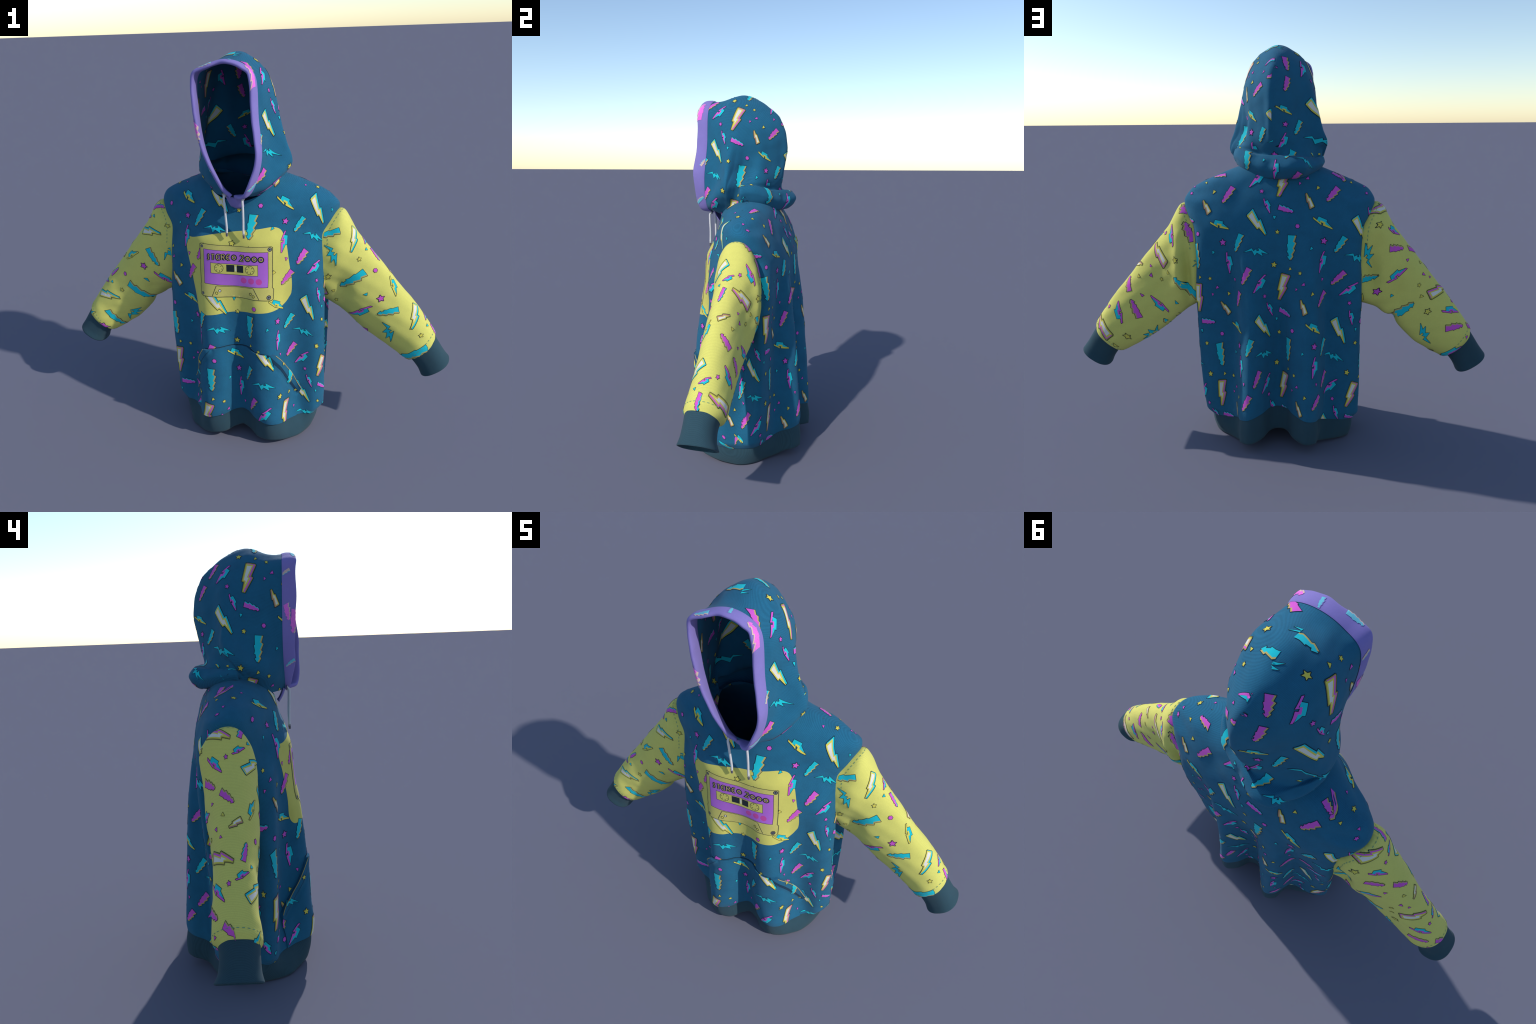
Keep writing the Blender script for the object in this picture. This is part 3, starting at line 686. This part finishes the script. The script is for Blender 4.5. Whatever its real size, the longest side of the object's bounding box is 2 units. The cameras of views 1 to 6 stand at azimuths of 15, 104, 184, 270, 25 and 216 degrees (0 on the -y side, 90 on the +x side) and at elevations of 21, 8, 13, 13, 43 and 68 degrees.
for x in (.268, .700):
    art += [(cas(disc(x, .443, .064)), 'ink'), (cas(disc(x, .443, .057)), 'patch')]
    for k in range(6):
        a = k * math.pi / 3 + .3; art.append((cas(stroke([(x + .030 * math.cos(a), .443 + .030 * math.sin(a) * CW / CH), (x + .052 * math.cos(a), .443 + .052 * math.sin(a) * CW / CH)], .009)), 'ink'))
for x in (.612, .716, .822): art.append((cas(disc(x, .655 + .012 * (x - .6), .042)), 'pink'))
art += [(cas(stroke([(.165, .992), (.222, .800), (.235, .790), (.735, .790), (.752, .800), (.835, .992)], .009)), 'ink')]
for x, y, f in ((.272, .885, 'white'), (.228, .93, 'yellow'), (.712, .905, 'yellow'), (.755, .945, 'yellow')):
    art += [(cas(disc(x, y, .021, 14)), 'ink'), (cas(disc(x, y, .013, 14)), f)]
for x, y, r in ((.028, .035, .020), (.966, .035, .030), (.022, .95, .022), (.965, .945, .032)):
    art += [(cas(disc(x, y, r, 16)), 'ink'), (cas(disc(x, y, r * .7, 16)), 'steel'), (cas(disc(x, y, r * .35, 12)), 'ink')]
M['tape_shell'] = cloth_material('tape shell', srgb(192, 182, 100), contrast=.05, mottle=.08, depth=0)
applique_object('cassette_drawing', patch, applique(FRONT, art, .0022, .009))

# lettering, drawn with a broad pen: dark outline under a yellow line
GLYPHS = {
    'S': [[(.9, .02), (.55, .10), (.45, .45), (.62, .55), (.50, .95), (.10, 1.0)]],
    'T': [[(0, .06), (1, .06)], [(.5, .06), (.5, 1)]],
    'E': [[(.95, .08), (.45, .05), (.12, .30), (.12, .72), (.45, .96), (.95, .93)], [(.15, .50), (.80, .50)]],
    'R': [[(.08, 1), (.08, .06), (.62, .06), (.88, .26), (.62, .50), (.12, .52)], [(.50, .52), (.95, 1)]],
    '2': [[(.10, .24), (.35, .05), (.70, .06), (.85, .30), (.55, .60), (.10, .95), (.95, .95)]]}
letters, rings = [], []
x = .100
for ch in 'STEREO 2000':
    if ch == ' ': x += .034; continue
    key = 'O' if ch == '0' else ch
    w = {'S': .050, 'T': .052, 'E': .054, 'R': .056, 'O': .072, '2': .056}[key]
    if key == 'O': rings.append((x + w / 2, .228, w / 2))
    else: letters += [np.array(line) * [w, .115] + [x, .170] for line in GLYPHS[key]]
    x += w + .0160
text = [(cas(stroke(p, .035)), 'ink') for p in letters] + [(cas(stroke(p, .010)), 'tan') for p in letters]
for x, y, r in rings:                                     # round letters are rings
    text += [(cas(disc(x, y, r + .007)), 'ink'), (cas(disc(x, y, r - .007)), 'tan'), (cas(disc(x, y, r - .018)), 'ink'), (cas(disc(x, y, r - .026)), 'label')]
applique_object('lettering', patch, applique(FRONT, text, .0030, .006))

# ------------------------------------------------------------------ the all-over print
in_cassette = lambda c: (CX + .03 < c[0] < CX + CW - .03) and (CY - CH + .02 < c[1] < CY - .02)
in_sleeve = lambda p: abs(p[0]) > .375 and .72 < p[2] < 1.12 and -.03 < p[1] < .12            # covered by the sleeve heads
print_cloth('front', FRONT, torso, (-2, 2), (-3, 2), skip=in_cassette, stretch=1.75, hidden=in_sleeve, clip=lambda x, y: not point_in(POCKET, x, y), cut=POCKET)
print_cloth('pocket', FRONT, pocket, (-2, 2), (-2, 2), height=pocket_height, clip=lambda x, y: point_in(POCKET, x, y), cut=POCKET)
print_cloth('back', BACK, torso, (-2, 2), (-3, 2), stretch=1.75, hidden=in_sleeve)
# over the shoulder ridges the print is laid by hand, where front and back meet
def shoulder_panel(side):
    rows = np.arange(NR)[TORSO[:, NC // 4, 2] > 1.13]
    cols = np.arange(NC // 4 - 40, NC // 4 + 41) if side > 0 else np.arange(3 * NC // 4 - 40, 3 * NC // 4 + 41)
    P = TORSO[np.ix_(rows, cols)]
    return Panel(P, np.stack([side * P[..., 1], -np.abs(P[..., 0]) + .8 * (P[..., 2] - 1.25)], -1))
SHOULDER = [('jagged', 'magenta', 'tan', .075, -.235, 15, .070), ('star', 'yellow', None, .020, -.325, 10, .0125),
            ('fleck', 'yellow', None, .088, -.322, 20, .016), ('fleck', 'magenta', None, .060, -.400, 0, .016),
            ('star', 'magenta', None, .085, -.432, 0, .010), ('fleck', 'magenta', None, -.010, -.262, 40, .014)]
for side in (1, -1):
    sp = shoulder_panel(side)
    for kind, fill, edge, x, y, lean, size in SHOULDER:
        a = math.radians(-lean); R = np.array([[math.cos(a), -math.sin(a)], [math.sin(a), math.cos(a)]])
        regs = [((poly * size) @ R.T + [side * x, y], key) for poly, key in motif_regions(kind, fill, edge, .0018 / size)]
        applique_object({'star': 'star', 'fleck': 'printed_speck'}.get(kind, 'lightning_bolt'), torso, applique(sp, regs, .0014, .006))
for k, n in ((1, 'sleeve_right'), (-1, 'sleeve_left')):
    print_cloth(n, SLEEVE_PANEL[k], sleeves[k], (-3, 3), (-3, 3))
for k, n in ((1, 'hood_right'), (-1, 'hood_left')):
    print_cloth(n, HOOD_PANEL[k], hood, (-2, 2), (-3, 2))
    print_cloth(n, HOOD_PANEL[k], hood, (-2, 2), (-3, 2), off=-.0014, inside=True)
LAY['roll'] = [[.45, 0], [0, .45], [.05, .15]]
print_cloth('roll', ROLL_PANEL, hood, (-2, 2), (-2, 1))

# stray ends of the print on the hood trim
s_ = arc(TRIM.transpose(1, 0, 2)); s_ = s_ - s_[:, NV // 2:NV // 2 + 1]
t_ = arc(TRIM)
TRIM_PANEL = Panel(TRIM[:, 2:30], np.stack([-s_.T[:, 2:30], t_[:, 2:30]], -1))
M['pale_cyan'] = cloth_material('pale cyan', srgb(104, 186, 204), depth=0); M['cream'] = cloth_material('cream', srgb(206, 176, 168), depth=0); M['bright_pink'] = cloth_material('bright pink', srgb(224, 110, 206), depth=0)
def trim_scrap(d, t, size, lean, fill, edge):
    a = math.radians(lean); R = np.array([[math.cos(a), -math.sin(a)], [math.sin(a), math.cos(a)]])
    regs = [((JAGGED + [.06, 0]) * size @ R.T + [d, t], edge), (JAGGED * size @ R.T + [d, t], fill)]
    applique_object('lightning_bolt', trim, applique(TRIM_PANEL, regs, .0012, .006))
for d, t, size, lean, fill, edge in ((-.135, .040, .10, 80, 'bright_pink', 'cream'), (.088, .047, .062, 95, 'pale_cyan', 'cream'), (-.015, .02, .042, 10, 'pale_cyan', 'trim'),
                                     (.40, .050, .10, 85, 'bright_pink', 'cream'), (-.40, .012, .045, 60, 'cream', 'pale_cyan'), (.20, .012, .045, 20, 'cream', 'pale_cyan'),
                                     (.36, .022, .07, 100, 'bright_pink', 'cream'), (-.60, .030, .06, 40, 'pale_cyan', 'cream'), (.58, .030, .05, 30, 'pale_cyan', 'cream')):
    trim_scrap(d, t, size, lean, fill, edge)

# ------------------------------------------------------------------ stitching on the sleeves
def dashes(panel, pts3, parent, length=.011, width=.0026):
    V, F = [], []
    for a, b, n in pts3:
        d = b - a; side = np.cross(n, d); side /= np.linalg.norm(side) + 1e-12
        k = len(V); V += [a - side * width / 2, b - side * width / 2, b + side * width / 2, a + side * width / 2]; F.append((k, k + 1, k + 2, k + 3))
    ob = new_object('stitching', V, F, M['stitch'], parent); ob['kind'] = 'stuff'; return ob
for k in (1, -1):
    G = SLEEVE[k]; D = []
    def dash_row(path, normals, gap=.019, length=.0095):
        seg = np.linalg.norm(np.diff(path, axis=0), axis=1); cum = np.concatenate([[0], np.cumsum(seg)])
        at = lambda d: np.array([np.interp(d, cum, path[:, i]) for i in range(3)]); an = lambda d: np.array([np.interp(d, cum, normals[:, i]) for i in range(3)])
        s = 0
        while s + length < cum[-1]:
            n = an(s + length / 2); n /= np.linalg.norm(n)
            D.append((at(s) + n * .0016, at(s + length) + n * .0016, n)); s += gap
    ctr = G.mean(1)
    first = ARMHOLE[k]
    sel = [(j % NS) for j in range(-36, 37)]
    path, nrm = [], []
    for j in sel:
        r = min(first[j] + 2.6, 90); i = int(r); t = r - i
        p = G[i, j] * (1 - t) + G[i + 1, j] * t
        du = G[i, (j + 1) % NS] - G[i, j - 1]; dv = G[i + 1, j] - G[i, j]; n = np.cross(du, dv); n /= np.linalg.norm(n)
        if n @ (p - ctr[i]) < 0: n = -n
        path.append(p); nrm.append(n)
    dash_row(np.array(path), np.array(nrm))
    i = len(G) - 5
    path, nrm = [], []
    for j in range(NS + 1):
        jj = j % NS; p = G[i, jj]; n = np.cross(G[i, (jj + 1) % NS] - G[i, jj - 1], G[i + 1, jj] - G[i - 1, jj]); n /= np.linalg.norm(n)
        if n @ (p - ctr[i]) < 0: n = -n
        path.append(p); nrm.append(n)
    dash_row(np.array(path), np.array(nrm))
    dashes(None, D, sleeves[k])

# ------------------------------------------------------------------ throat: placket, eyelets, drawstrings
top, low = np.array([(-.040, -.196, 1.280), (.0, -.204, 1.272), (.046, -.196, 1.274)]), np.array([(-.022, -.172, 1.222), (.010, -.176, 1.214), (.038, -.170, 1.222)])
TAB = np.stack([top * (1 - t) + low * t + np.array([0, -.004 * math.sin(math.pi * t), 0]) for t in np.linspace(0, 1, 8)])
TAB = np.stack([catmull(r, 12) for r in TAB])
new_object('neck_tab', TAB.reshape(-1, 3), grid_faces(8, 12), M['trim'], root, shell=.004)
CORDS = {-1: [(-.039, -.216, 1.281), (-.040, -.224, 1.268), (-.038, -.224, 1.235), (-.036, -.222, 1.18), (-.034, -.221, 1.13), (-.035, -.222, 1.108)],
         1: [(.045, -.217, 1.270), (.046, -.226, 1.258), (.047, -.226, 1.225), (.046, -.224, 1.17), (.045, -.225, 1.125), (.046, -.226, 1.104)]}
for k, pts in CORDS.items():
    p = catmull(np.array(pts), 50)
    cord = tube('drawstring', p, .0052, M['cord'], root)
    tube('drawstring_tip', [p[-1] + np.array([0, 0, .006]), p[-1] - np.array([0, 0, .016])], .0050, M['aglet'], cord)
    me = bpy.data.meshes.new('eyelet'); bm = bmesh.new()
    bmesh.ops.create_uvsphere(bm, u_segments=20, v_segments=10, radius=.0105); bmesh.ops.scale(bm, vec=(1, .35, 1), verts=bm.verts)
    bm.to_mesh(me); bm.free(); me.materials.append(M['steel']); me.polygons.foreach_set('use_smooth', [True] * len(me.polygons))
    e = bpy.data.objects.new('eyelet', me); bpy.context.scene.collection.objects.link(e); e.parent = trim; e.location = tuple(np.array(pts[0]) + np.array([0, .002, 0]))
